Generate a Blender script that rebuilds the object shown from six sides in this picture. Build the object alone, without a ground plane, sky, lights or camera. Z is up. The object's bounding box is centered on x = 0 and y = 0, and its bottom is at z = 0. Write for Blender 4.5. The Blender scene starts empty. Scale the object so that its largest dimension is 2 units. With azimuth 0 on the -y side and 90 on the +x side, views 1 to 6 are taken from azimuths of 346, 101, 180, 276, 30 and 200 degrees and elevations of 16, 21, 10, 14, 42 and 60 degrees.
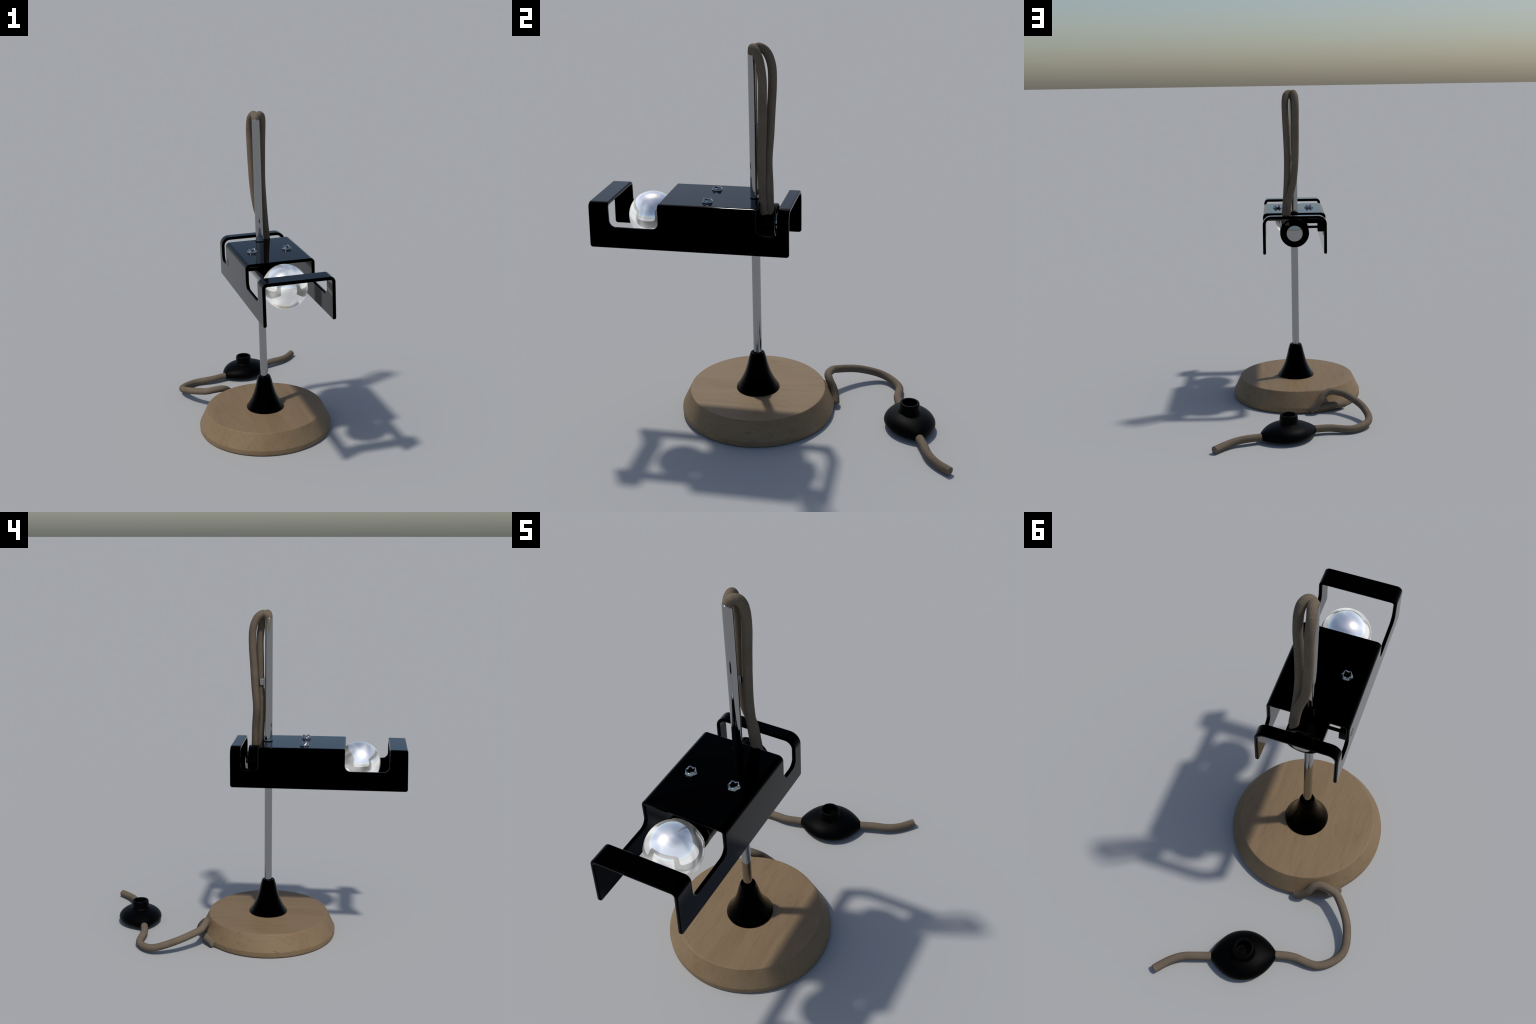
"""Desk lamp: round bevelled wooden base, chrome stem, folded black sheet-metal
shade with a globe bulb, fabric cord looped over the stem and a foot switch."""
import bpy, bmesh, math
from mathutils import Vector, Matrix

AX, AY = -0.0263, -0.1150          # axis of base, collar and stem
SX = -0.0265                       # middle plane of shade, socket and bulb
SZ = 1.1005                        # axis height of the socket


# ------------------------------------------------------------------ materials
def material(name, colour, rough, metallic=0.0, spec=0.5):
    m = bpy.data.materials.new(name)
    m.use_nodes = True
    b = m.node_tree.nodes["Principled BSDF"]
    b.inputs["Base Color"].default_value = (*colour, 1)
    b.inputs["Roughness"].default_value = rough
    b.inputs["Metallic"].default_value = metallic
    b.inputs["Specular IOR Level"].default_value = spec
    return m, m.node_tree, b


def node(nt, kind, **props):
    n = nt.nodes.new(kind)
    for k, v in props.items():
        if k in n.inputs:
            n.inputs[k].default_value = v
        else:
            setattr(n, k, v)
    return n


def object_coords(nt, scale, rot=(0, 0, 0), shift=(0, 0, 0)):
    tc = node(nt, "ShaderNodeTexCoord")
    mp = node(nt, "ShaderNodeMapping")
    mp.inputs["Scale"].default_value = scale
    mp.inputs["Rotation"].default_value = rot
    mp.inputs["Location"].default_value = shift
    nt.links.new(tc.outputs["Object"], mp.inputs["Vector"])
    return mp.outputs["Vector"]


def ramp(nt, fac, stops):
    r = node(nt, "ShaderNodeValToRGB")
    e = r.color_ramp.elements
    while len(e) < len(stops):
        e.new(0.5)
    for el, (p, c) in zip(e, stops):
        el.position, el.color = p, (*c, 1)
    nt.links.new(fac, r.inputs["Fac"])
    return r.outputs["Color"]


def mix(nt, mode, fac, a, b):
    n = node(nt, "ShaderNodeMix", data_type="RGBA", blend_type=mode)
    if isinstance(fac, float):
        n.inputs["Factor"].default_value = fac
    else:
        nt.links.new(fac, n.inputs["Factor"])
    nt.links.new(a, n.inputs["A"])
    nt.links.new(b, n.inputs["B"])
    return n.outputs["Result"]


def noise(nt, vec, scale, detail=3.0, rough=0.5, dist=0.0):
    n = node(nt, "ShaderNodeTexNoise")
    n.inputs["Scale"].default_value = scale
    n.inputs["Detail"].default_value = detail
    n.inputs["Roughness"].default_value = rough
    n.inputs["Distortion"].default_value = dist
    nt.links.new(vec, n.inputs["Vector"])
    return n.outputs["Fac"]


def bump(nt, bsdf, height, strength, distance):
    n = node(nt, "ShaderNodeBump")
    n.inputs["Strength"].default_value = strength
    n.inputs["Distance"].default_value = distance
    nt.links.new(height, n.inputs["Height"])
    nt.links.new(n.outputs["Normal"], bsdf.inputs["Normal"])


def wood_material():
    m, nt, b = material("oiled_beech_wood", (0.24, 0.17, 0.1), 0.55, spec=0.25)
    tilt = (0, 0, math.radians(-6))
    broad = noise(nt, object_coords(nt, (9, 1.2, 9), tilt), 1.0, 4, 0.55, 0.6)
    base = ramp(nt, broad, [(0.25, (0.1976, 0.1305, 0.0702)), (0.5, (0.2225, 0.1522, 0.0827)), (0.78, (0.2385, 0.167, 0.0952))])
    fine = noise(nt, object_coords(nt, (150, 7, 60), tilt), 1.0, 3, 0.6, 0.2)
    streak = ramp(nt, fine, [(0.30, (0.80, 0.78, 0.75)), (0.48, (1, 1, 1)), (0.75, (1.03, 1.03, 1.03))])
    col = mix(nt, "MULTIPLY", 0.75, base, streak)
    pore = noise(nt, object_coords(nt, (260, 16, 22), tilt), 1.0, 2, 0.5)
    dash = ramp(nt, pore, [(0.24, (0.55, 0.52, 0.48)), (0.33, (1, 1, 1))])
    col = mix(nt, "MULTIPLY", 0.8, col, dash)
    nt.links.new(col, b.inputs["Base Color"])
    bump(nt, b, fine, 0.12, 0.002)
    return m


def cord_material(name, tone):
    m, nt, b = material(name, (0.165, 0.125, 0.092), 0.9, spec=0.15)
    n = noise(nt, object_coords(nt, (1, 1, 1)), 14.0, 3)
    lo, hi = (0.158, 0.124, 0.0880), (0.186, 0.148, 0.1070)
    c = ramp(nt, n, [(0.3, tuple(x * tone for x in lo)), (0.7, tuple(x * tone for x in hi))])
    f = noise(nt, object_coords(nt, (1, 1, 1)), 420.0, 2)
    g = ramp(nt, f, [(0.3, (0.84, 0.83, 0.82)), (0.7, (1.08, 1.08, 1.08))])
    nt.links.new(mix(nt, "MULTIPLY", 0.8, c, g), b.inputs["Base Color"])
    return m


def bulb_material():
    """Mirror globe with patchy white brightness painted on as emission."""
    m, nt, b = material("mirror_glass_painted_glow", (0.96, 0.96, 0.96), 0.05, metallic=0.88)
    n = noise(nt, object_coords(nt, (1, 1, 1), shift=(7, 5, 1)), 7.0, 2, 0.5, 0.4)  # shift picked so the painted glow is bright underneath and dim on top
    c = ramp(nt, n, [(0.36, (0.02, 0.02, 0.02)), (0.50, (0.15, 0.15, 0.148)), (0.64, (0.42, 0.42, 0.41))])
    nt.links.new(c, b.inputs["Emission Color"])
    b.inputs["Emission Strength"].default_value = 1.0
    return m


WOOD = wood_material()
CORD = cord_material("light_stripe", 1.09)
CORD_DARK = cord_material("dark_stripe", 0.80)
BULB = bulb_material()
ENAMEL = material("black_gloss_enamel", (0.0, 0.0, 0.0), 0.05, metallic=1.0)[0]
COLLAR = material("black_polished_plastic", (0.0005, 0.0005, 0.0005), 0.18, metallic=1.0)[0]
RUBBER = material("black_satin_plastic", (0.004, 0.004, 0.004), 0.50, metallic=1.0)[0]
BAKELITE = material("black_bakelite", (0.001, 0.001, 0.001), 0.08, metallic=1.0)[0]


def chrome_material():
    m, nt, b = material("chrome", (0.375, 0.377, 0.380), 0.05, metallic=1.0)
    return m


CHROME = chrome_material()

# ------------------------------------------------------------------ helpers
root = bpy.data.objects.new("desk_lamp", None)
bpy.context.scene.collection.objects.link(root)
root.location = (AX, AY, 0)
root["label"] = "chrome stem desk lamp with black shade, wooden base"
root["category"] = "desk lamp"
bpy.context.view_layer.update()


def add(name, bm, mat, parent=root, smooth=math.radians(35)):
    """Finish a bmesh as a named mesh object parented to its thing or part."""
    bmesh.ops.recalc_face_normals(bm, faces=bm.faces)
    me = bpy.data.meshes.new(name)
    bm.to_mesh(me)
    bm.free()
    ob = bpy.data.objects.new(name, me)
    bpy.context.scene.collection.objects.link(ob)
    me.materials.append(mat)
    me.shade_smooth()
    if smooth is not None:
        me.set_sharp_from_angle(angle=smooth)
    ob.parent = parent
    w = Matrix.Identity(4)
    p = parent
    while p is not None:
        w = p.matrix_basis @ w if p.parent is None else w
        p = p.parent
    ob.matrix_parent_inverse = w.inverted() if parent is root else Matrix.Identity(4)
    return ob


def round_profile(pts, radii, seg=5):
    """Fillet the inner corners of an open (r, z) polyline."""
    out = [pts[0]]
    for i in range(1, len(pts) - 1):
        p, a, c, r = Vector(pts[i]), Vector(pts[i - 1]), Vector(pts[i + 1]), radii[i]
        if r <= 0:
            out.append(pts[i])
            continue
        d1, d2 = (a - p).normalized(), (c - p).normalized()
        ang = d1.angle(d2)
        t = min(r / math.tan(ang / 2), (a - p).length * 0.49, (c - p).length * 0.49)
        s, e = p + d1 * t, p + d2 * t
        for k in range(seg + 1):
            f = k / seg
            out.append(tuple(s * (1 - f) ** 2 + p * 2 * f * (1 - f) + e * f * f))
    out.append(pts[-1])
    return out


def lathe(profile, seg=96, frame=Matrix.Identity(4)):
    """Revolve (r, h) points round the local z axis; r = 0 closes the end."""
    bm = bmesh.new()
    rings = []
    for r, h in profile:
        if r < 1e-6:
            rings.append([bm.verts.new(frame @ Vector((0, 0, h)))])
        else:
            rings.append([bm.verts.new(frame @ Vector((r * math.cos(2 * math.pi * k / seg), r * math.sin(2 * math.pi * k / seg), h))) for k in range(seg)])
    for a, b in zip(rings, rings[1:]):
        for k in range(seg):
            j = (k + 1) % seg
            if len(a) == 1 and len(b) > 1:
                bm.faces.new((a[0], b[k], b[j]))
            elif len(b) == 1 and len(a) > 1:
                bm.faces.new((a[k], a[j], b[0]))
            elif len(a) > 1:
                bm.faces.new((a[k], a[j], b[j], b[k]))
    return bm


def spline(ctrl, step):
    """Catmull-Rom through control points, resampled at an even spacing."""
    P = [Vector(p) for p in ctrl]
    Q = [2 * P[0] - P[1]] + P + [2 * P[-1] - P[-2]]
    raw = []
    for i in range(1, len(Q) - 2):
        p0, p1, p2, p3 = Q[i - 1:i + 3]
        for k in range(60):
            t = k / 60
            raw.append(0.5 * (2 * p1 + (p2 - p0) * t + (2 * p0 - 5 * p1 + 4 * p2 - p3) * t * t + (3 * p1 - p0 - 3 * p2 + p3) * t ** 3))
    raw.append(P[-1])
    total = sum((b - a).length for a, b in zip(raw, raw[1:]))
    n = max(2, round(total / step))
    out, acc, want, seg = [raw[0]], 0.0, total / n, total / n
    for a, b in zip(raw, raw[1:]):
        l = (b - a).length
        while acc + l >= want - 1e-9 and len(out) <= n:
            out.append(a.lerp(b, (want - acc) / l if l else 0))
            want += seg
        acc += l
    return out


def frames(path, first=Vector((0.3, 0.2, 1))):
    """Rotation-minimising frames along a path."""
    res, prev = [], None
    for i, p in enumerate(path):
        t = (path[min(i + 1, len(path) - 1)] - path[max(i - 1, 0)]).normalized()
        u = prev if prev is not None else first
        u = (u - t * u.dot(t)).normalized()
        prev = u
        res.append((p, t, u, t.cross(u)))
    return res


def braid(s, a, lay=0.125, strands=13):
    """Two-way over-and-under weave: relief height and whether a dark stripe lies on top."""
    A = strands * (a + 2 * math.pi * s / lay)
    B = strands * (a - 2 * math.pi * s / lay)
    fa, fb = math.floor(A / math.pi), math.floor(B / math.pi)
    if (fa + 2 * fb) % 3:
        return abs(math.sin(A)) ** 0.7, fa % 2 == 0
    return 0.9 * abs(math.sin(B)) ** 0.7, fb % 2 == 0


def cord(ctrl, radius=0.0213, depth=0.0022, step=0.0013, ring=104, ends=(True, True)):
    """Fabric-braided cable along a path; slot 0 is the light stripe, slot 1 the dark one."""
    bm = bmesh.new()
    path = spline(ctrl, step)
    fr = frames(path)
    rings = []
    for i, (p, t, u, v) in enumerate(fr):
        row = []
        for k in range(ring):
            a = 2 * math.pi * k / ring
            r = radius + depth * (braid(i * step, a)[0] - 0.6)
            row.append(bm.verts.new(p + (u * math.cos(a) + v * math.sin(a)) * r))
        rings.append(row)
    for i, (a, b) in enumerate(zip(rings, rings[1:])):
        for k in range(ring):
            f = bm.faces.new((a[k], a[(k + 1) % ring], b[(k + 1) % ring], b[k]))
            f.material_index = int(braid((i + 0.5) * step, 2 * math.pi * (k + 0.5) / ring)[1])
    for row, (p, t, u, v), sgn, on in ((rings[0], fr[0], -1, ends[0]), (rings[-1], fr[-1], 1, ends[1])):
        if on:
            inner = [bm.verts.new(p + (w.co - p) * 0.8 + t * sgn * 0.002) for w in row]
            for k in range(ring):
                bm.faces.new((row[k], row[(k + 1) % ring], inner[(k + 1) % ring], inner[k]))
            bm.faces.new(inner)
    return bm


def box(lo, hi, bevel=0.003, seg=3):
    bm = bmesh.new()
    bmesh.ops.create_cube(bm, size=1)
    for v in bm.verts:
        v.co = Vector([(a + b) / 2 + c * (b - a) for a, b, c in zip(lo, hi, v.co)])
    if bevel:
        bmesh.ops.bevel(bm, geom=bm.edges[:], offset=bevel, segments=seg, profile=0.5, affect="EDGES")
    return bm


def along_y(x, y, z):
    """Frame whose local z axis points along world +y."""
    return Matrix.Translation((x, y, z)) @ Matrix.Rotation(-math.pi / 2, 4, "X")


def along_x(x, y, z):
    return Matrix.Translation((x, y, z)) @ Matrix.Rotation(math.pi / 2, 4, "Y")


# ------------------------------------------------------------------ cord paths
RISE_NEAR = [(0.036, -0.052, 1.158), (0.033, -0.060, 1.200), (0.0222, -0.0658, 1.3232), (0.015, -0.0691, 1.4519), (0.0126, -0.0636, 1.5807),
             (0.0162, -0.0608, 1.708), (0.0211, -0.0589, 1.8252), (0.0225, -0.0700, 1.9150), (0.0165, -0.0880, 1.9620), (0.000, -0.1050, 1.9785), (-0.0180, -0.1130, 1.9700), (-0.0245, -0.1155, 1.9480)]
RISE_FAR = [(0.025, -0.024, 1.150), (0.0225, -0.0295, 1.1899), (0.0085, -0.0340, 1.3066), (-0.0215, -0.0430, 1.4228), (-0.0346, -0.0353, 1.5482),
            (-0.0388, -0.0280, 1.6762), (-0.0400, -0.0205, 1.8002), (-0.0410, -0.0235, 1.8900), (-0.0390, -0.0450, 1.9520), (-0.0300, -0.0780, 1.9785), (-0.0275, -0.1030, 1.9700), (-0.0265, -0.1140, 1.9480)]
FLOOR = [(-0.1056, 0.3032, 0.0215), (-0.1400, 0.2960, 0.0480), (-0.1695, 0.2810, 0.0800), (-0.1950, 0.2580, 0.1110), (-0.2330, 0.2440, 0.1270), (-0.2860, 0.2510, 0.1220), (-0.3392, 0.277, 0.1086),
         (-0.4242, 0.3966, 0.0759), (-0.4469, 0.5361, 0.0369), (-0.3506, 0.6342, 0.0218), (-0.2095, 0.6381, 0.030), (-0.1180, 0.6580, 0.033)]
TAIL = [(0.1900, 0.7745, 0.0310), (0.2692, 0.8018, 0.0335), (0.339, 0.8276, 0.0288), (0.3991, 0.8716, 0.0225), (0.4553, 0.9367, 0.0213)]
STUB = [(-0.1500, 0.2680, 0.0320), (-0.2000, 0.2610, 0.0345), (-0.2610, 0.2400, 0.0360), (-0.3010, 0.2060, 0.0280), (-0.3210, 0.1880, 0.0240)]

# ------------------------------------------------------------------ wooden base
BASE = round_profile([(0, 0.0), (0.410, 0.0), (0.4145, 0.006), (0.4160, 0.034), (0.3690, 0.1310), (0, 0.1310)], [0, 0.006, 0.02, 0.010, 0.006, 0])


def base_mesh():
    prof = []
    for a, b in zip(BASE, BASE[1:]):
        n = max(1, int(math.dist(a, b) / 0.008))
        prof += [(a[0] + (b[0] - a[0]) * k / n, a[1] + (b[1] - a[1]) * k / n) for k in range(n)]
    prof.append(BASE[-1])
    bm = lathe(prof, 288, Matrix.Translation((AX - 0.0025, AY - 0.0035, 0)))
    near = [Vector(p) for p in spline(FLOOR[:6], 0.01)] + [Vector(p) for p in spline(STUB, 0.01)]
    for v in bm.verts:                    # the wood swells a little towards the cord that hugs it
        out = Vector((v.co.x - AX, v.co.y - AY, 0))
        if out.length > 0.33 and 0.004 < v.co.z < 0.128 and v.co.y > 0.1:
            d = min((v.co - p).length for p in near)
            v.co += out.normalized() * 0.005 * math.exp(-(d / 0.032) ** 2)
    return bm


base = add("wooden_base", base_mesh(), WOOD, smooth=None)

# ------------------------------------------------------------------ stem collar and stem
CONE = [(0, 0.1310), (0.112, 0.1310), (0.1180, 0.1345), (0.1160, 0.1410), (0.1015, 0.1605), (0.0850, 0.1914), (0.0715, 0.222), (0.0620, 0.2526), (0.0540, 0.2831),
        (0.0474, 0.3136), (0.0400, 0.3360), (0.0380, 0.3420), (0.0340, 0.3450), (0.0290, 0.3450), (0.0250, 0.3425), (0.0240, 0.3360), (0.0, 0.3360)]
collar = add("stem_collar", lathe(CONE, 96, Matrix.Translation((AX + 0.0008, AY - 0.002, 0))), COLLAR, smooth=math.radians(50))
STEM = round_profile([(0, 0.335), (0.0228, 0.335), (0.0228, 1.9560), (0.0, 1.9640)], [0, 0, 0.006, 0])
stem = add("stem", lathe(STEM, 64, Matrix.Translation((AX, AY - 0.0008, 0))), CHROME)

# ------------------------------------------------------------------ folded shade
TOP, LOW, HALF, THICK = 1.2212, 0.9780, 0.2018, 0.0190
FRONT, BACK = -0.9420, 0.0940


def u_section(y, radius, drop=0.0, arc=10):
    pts = []
    for off, r in ((0, radius), (THICK, max(radius - THICK, 0.004))):
        w, top = HALF - off, TOP - off - drop
        side = [(-w, LOW), (-w, top - r)]
        side += [(-w + r - r * math.cos(math.pi / 2 * k / arc), top - r + r * math.sin(math.pi / 2 * k / arc)) for k in range(1, arc + 1)]
        full = side + [(-x, z) for x, z in reversed(side)]
        pts.append(full)
    return [Vector((SX + x, y, z)) for x, z in pts[0] + pts[1][::-1]]


def shade_mesh():
    bm = bmesh.new()
    loops = [[bm.verts.new(p) for p in u_section(y, r, d)] for y, r, d in ((FRONT, 0.030, 0.0010), (-0.8000, 0.030, 0.0), (-0.65, 0.026, 0.0), (-0.30, 0.026, 0.0), (-0.035, 0.026, 0.0015), (-0.010, 0.054, 0.0), (BACK, 0.054, 0.0))]
    n = len(loops[0])
    for a, b in zip(loops, loops[1:]):
        for k in range(n):
            bm.faces.new((a[k], a[(k + 1) % n], b[(k + 1) % n], b[k]))
    half = n // 2
    for loop in (loops[0], loops[-1]):    # end caps as quads between outer and inner line
        for k in range(half - 1):
            bm.faces.new((loop[k], loop[k + 1], loop[n - 2 - k], loop[n - 1 - k]))
    bmesh.ops.recalc_face_normals(bm, faces=bm.faces)
    return bm


def cutter(y0, y1, z0, r):
    """Rounded slot across the shade, open at the top."""
    prof = [(y0, TOP + 0.1)]
    for cy, cz, a0 in ((y0 + r, z0 + r, math.pi), (y1 - r, z0 + r, 1.5 * math.pi)):
        prof += [(cy + r * math.cos(a0 + math.pi / 2 * k / 8), cz + r * math.sin(a0 + math.pi / 2 * k / 8)) for k in range(9)]
    prof.append((y1, TOP + 0.1))
    bm = bmesh.new()
    a = [bm.verts.new((SX - 0.4, y, z)) for y, z in prof]
    b = [bm.verts.new((SX + 0.4, y, z)) for y, z in prof]
    for k in range(len(prof)):
        j = (k + 1) % len(prof)
        bm.faces.new((a[k], a[j], b[j], b[k]))
    bm.faces.new(a)
    bm.faces.new(b[::-1])
    bmesh.ops.recalc_face_normals(bm, faces=bm.faces)
    me = bpy.data.meshes.new("slot_cutter")
    bm.to_mesh(me)
    bm.free()
    ob = bpy.data.objects.new("slot_cutter", me)
    bpy.context.scene.collection.objects.link(ob)
    return ob


shade = add("lamp_shade", shade_mesh(), ENAMEL, smooth=None)
cuts = [cutter(-0.8350, -0.5780, 1.0900, 0.034), cutter(-0.0715, 0.0330, 1.0805, 0.030)]
for c in cuts:
    m = shade.modifiers.new("slot", "BOOLEAN")
    m.object, m.operation, m.solver = c, "DIFFERENCE", "EXACT"


def corner_rounder():
    """Bottom corners of the side walls are rounded in side view."""
    bm = bmesh.new()
    r = 0.014
    for y, sgn in ((FRONT, 1), (BACK, -1)):
        prof = [(y - sgn * 0.01, LOW - 0.01), (y - sgn * 0.01, LOW + r)]
        prof += [(y + sgn * (r - r * math.cos(math.pi / 2 * k / 6)), LOW + r - r * math.sin(math.pi / 2 * k / 6)) for k in range(7)]
        prof += [(y + sgn * r, LOW - 0.01)]
        a = [bm.verts.new((SX - 0.4, p, z)) for p, z in prof]
        b = [bm.verts.new((SX + 0.4, p, z)) for p, z in prof]
        for k in range(len(prof)):
            j = (k + 1) % len(prof)
            bm.faces.new((a[k], a[j], b[j], b[k]))
        bm.faces.new(a)
        bm.faces.new(b[::-1])
    bmesh.ops.recalc_face_normals(bm, faces=bm.faces)
    me = bpy.data.meshes.new("slot_cutter")
    bm.to_mesh(me)
    bm.free()
    ob = bpy.data.objects.new("slot_cutter", me)
    bpy.context.scene.collection.objects.link(ob)
    return ob


cuts.append(corner_rounder())
m = shade.modifiers.new("corners", "BOOLEAN")
m.object, m.operation, m.solver = cuts[-1], "DIFFERENCE", "EXACT"
m = shade.modifiers.new("edges", "BEVEL")
m.width, m.segments, m.limit_method, m.angle_limit = 0.0080, 4, "ANGLE", math.radians(40)
m.harden_normals = False
bpy.context.view_layer.update()
dg = bpy.context.evaluated_depsgraph_get()
done = bpy.data.meshes.new_from_object(shade.evaluated_get(dg))
shade.modifiers.clear()
shade.data = done
for v in shade.data.vertices:             # the front edge leans: foot a little ahead of the bend
    if v.co.y < -0.88:
        v.co.y += (v.co.z - 1.10) * 0.025 * min(1.0, (-0.88 - v.co.y) / 0.03)
for c in cuts:
    bpy.data.objects.remove(c)
shade.data.shade_smooth()
m = shade.modifiers.new("normals", "WEIGHTED_NORMAL")
m.keep_sharp, m.weight = False, 100

# grommet where the stem passes through the shade
GROMMET = round_profile([(0.0222, 1.2000), (0.0265, 1.2000), (0.0265, 1.2245), (0.0222, 1.2245)], [0, 0, 0.002, 0])
add("grommet", lathe(GROMMET, 48, Matrix.Translation((AX, AY, 0))), BAKELITE)

# ------------------------------------------------------------------ socket, bulb
SOCKET = round_profile([(0, -0.545), (0.080, -0.545), (0.080, -0.575), (0.0945, -0.575), (0.0945, -0.535), (0.0925, -0.530), (0.0925, 0.0010), (0.0815, 0.0010), (0.0800, -0.0130), (0.0500, -0.0130), (0.0500, -0.0180), (0, -0.0180)],
                       [0, 0, 0.002, 0.004, 0.003, 0.003, 0.003, 0.002, 0.001, 0.001, 0, 0])
socket = add("socket", lathe(SOCKET, 96, along_y(SX, 0, SZ)), BAKELITE)
CAP = [(0.0, -0.016), (0.0510, -0.016), (0.0510, 0.0185), (0.0503, 0.0200)] + [(0.0500 * math.cos(k * math.pi / 24), 0.0200 + 0.0045 * (1 - math.cos(k * math.pi / 24) ** 2)) for k in range(1, 12)] + [(0, 0.0245)]
add("end_cap", lathe(CAP, 64, along_y(SX, 0, SZ)), CHROME, parent=socket)

R_BULB, BY = 0.1258, -0.6620
prof = []
for k in range(49):
    a = math.pi * k / 64 * 1.0
    prof.append((R_BULB * math.sin(a), -R_BULB * math.cos(a)))
prof = [p for p in prof if p[1] < 0.066] + [(0.1015, 0.0730), (0.0965, 0.0810), (0.0930, 0.0900), (0.0905, 0.1000), (0.0780, 0.1080), (0.0, 0.1080)]
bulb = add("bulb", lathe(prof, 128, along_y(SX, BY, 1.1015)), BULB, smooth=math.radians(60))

# ------------------------------------------------------------------ nuts, bracket, thumb screw, clip
def nut_mesh():
    """Hexagonal ring with a soft, slightly wavy crown and an open bore."""
    bm = bmesh.new()
    section = ((0.0300, 0.0, 0), (0.0300, 0.0035, 0), (0.0255, 0.0120, 0.0015), (0.0225, 0.0170, 0.0050), (0.0185, 0.0165, 0.0050), (0.0160, 0.0110, 0.0015), (0.0155, 0.0, 0))
    rings = []
    for r, h, wave in section:
        row = []
        for k in range(24):
            a = 2 * math.pi * k / 24
            hexr = 1.0 / math.cos((a % (math.pi / 3)) - math.pi / 6) * 0.93
            sq = 1.0 if r > 0.02 else 1.0 - 0.10 * math.cos(4 * a)
            hexr = hexr * sq
            row.append(bm.verts.new((r * hexr * math.cos(a), r * hexr * math.sin(a), h + wave * math.cos(4 * a + math.pi))))
        rings.append(row)
    for a, b in zip(rings, rings[1:] + rings[:1]):
        for k in range(24):
            j = (k + 1) % 24
            bm.faces.new((a[k], a[j], b[j], b[k]))
    return bm


nut = add("nut", nut_mesh(), CHROME, smooth=None)
sub = nut.modifiers.new("soft", "SUBSURF")
sub.levels = sub.render_levels = 2
nut.parent = None
nut.matrix_parent_inverse = Matrix.Identity(4)
for i, (dx, spin) in enumerate(((-0.1035, 0.0), (0.1056, 0.12))):
    o = nut if i == 0 else nut.copy()
    if i:
        bpy.context.scene.collection.objects.link(o)
    o.parent = root
    o.location = (SX + dx - AX, -0.3376 - AY, TOP - 0.0008)
    o.rotation_euler = (0, 0, spin)

bracket = add("socket_bracket", box((SX - HALF + THICK, -0.3760, 1.1400), (SX + HALF - THICK, -0.3000, TOP - THICK + 0.002), 0.003), ENAMEL)
add("bracket_lip", box((SX - HALF + THICK, -0.3740, 1.1180), (-0.0900, -0.3020, 1.1420), 0.003), ENAMEL, parent=bracket)
screw = add("thumb_screw", box((-0.2130, -0.128, 1.0960), (-0.1765, -0.0760, 1.1545), 0.004), RUBBER)
add("shaft", lathe([(0, 0), (0.0085, 0), (0.0085, 0.095), (0, 0.095)], 24, along_x(-0.195, -0.102, 1.1240)), RUBBER, parent=screw)
MARK = round_profile([(0.0, -0.004), (0.0215, -0.004), (0.0215, 0.0010), (0.0190, 0.0010), (0.0185, 0.0003), (0, 0.0003)], [0, 0, 0.0006, 0.0004, 0.0002, 0])
add("rivet", lathe(MARK, 32, Matrix.Translation((SX - HALF, -0.1230, 1.1080)) @ Matrix.Rotation(-math.pi / 2, 4, "Y")), ENAMEL)

clip = add("cord_clip", box((-0.0300, -0.0945, 1.5390), (-0.0120, -0.0850, 1.6070), 0.003), CHROME)
add("clip_tab", box((-0.0160, -0.0880, 1.5560), (-0.0070, -0.0560, 1.5960), 0.003), CHROME, parent=clip)

# ------------------------------------------------------------------ cords
for path, r in ((RISE_NEAR, 0.0213), (RISE_FAR, 0.0213), (FLOOR, 0.0213), (TAIL, 0.0213), (STUB, 0.0220)):
    add("cord", cord(path, radius=r), CORD, smooth=None).data.materials.append(CORD_DARK)

# ------------------------------------------------------------------ foot switch
CX, CY, YAW, HL = 0.0385, 0.7170, math.radians(20.5), 0.1690


def switch_mesh():
    bm = bmesh.new()
    M = Matrix.Translation((CX, CY, 0)) @ Matrix.Rotation(YAW, 4, "Z")
    rows, nu, nv = [], 72, 72
    for i in range(nu + 1):
        u = -math.cos(math.pi * i / nu)
        f = (1 - abs(u) ** 2.2) ** 0.9
        w = 0.020 + 0.114 * f
        up, dn = 0.019 + 0.045 * f, 0.0185 + 0.0185 * f
        mid = 0.0325 + 0.0045 * f
        row = []
        for k in range(nv):
            a = 2 * math.pi * k / nv
            c, s = math.cos(a), math.sin(a)
            if s >= 0:
                row.append(bm.verts.new(M @ Vector((u * HL, w * math.copysign(abs(c) ** 0.95, c), mid + up * s ** 1.05))))
            else:
                row.append(bm.verts.new(M @ Vector((u * HL, w * math.copysign(abs(c) ** 0.80, c), mid - dn * abs(s) ** 0.80))))
        rows.append(row)
    for a, b in zip(rows, rows[1:]):
        for k in range(nv):
            bm.faces.new((a[k], a[(k + 1) % nv], b[(k + 1) % nv], b[k]))
    bm.faces.new(rows[0])
    bm.faces.new(rows[-1][::-1])
    return bm


switch = add("foot_switch", switch_mesh(), RUBBER, smooth=math.radians(40))
TUBE = round_profile([(0.070, 0.0850), (0.0575, 0.0990), (0.0550, 0.1060), (0.0510, 0.1460), (0.0390, 0.1460), (0.0365, 0.1000), (0.0, 0.1000)], [0, 0.006, 0.004, 0.009, 0.005, 0.004, 0])
add("push_button", lathe(TUBE, 64, Matrix.Translation((0.0343, 0.7138, 0))), RUBBER, parent=switch)
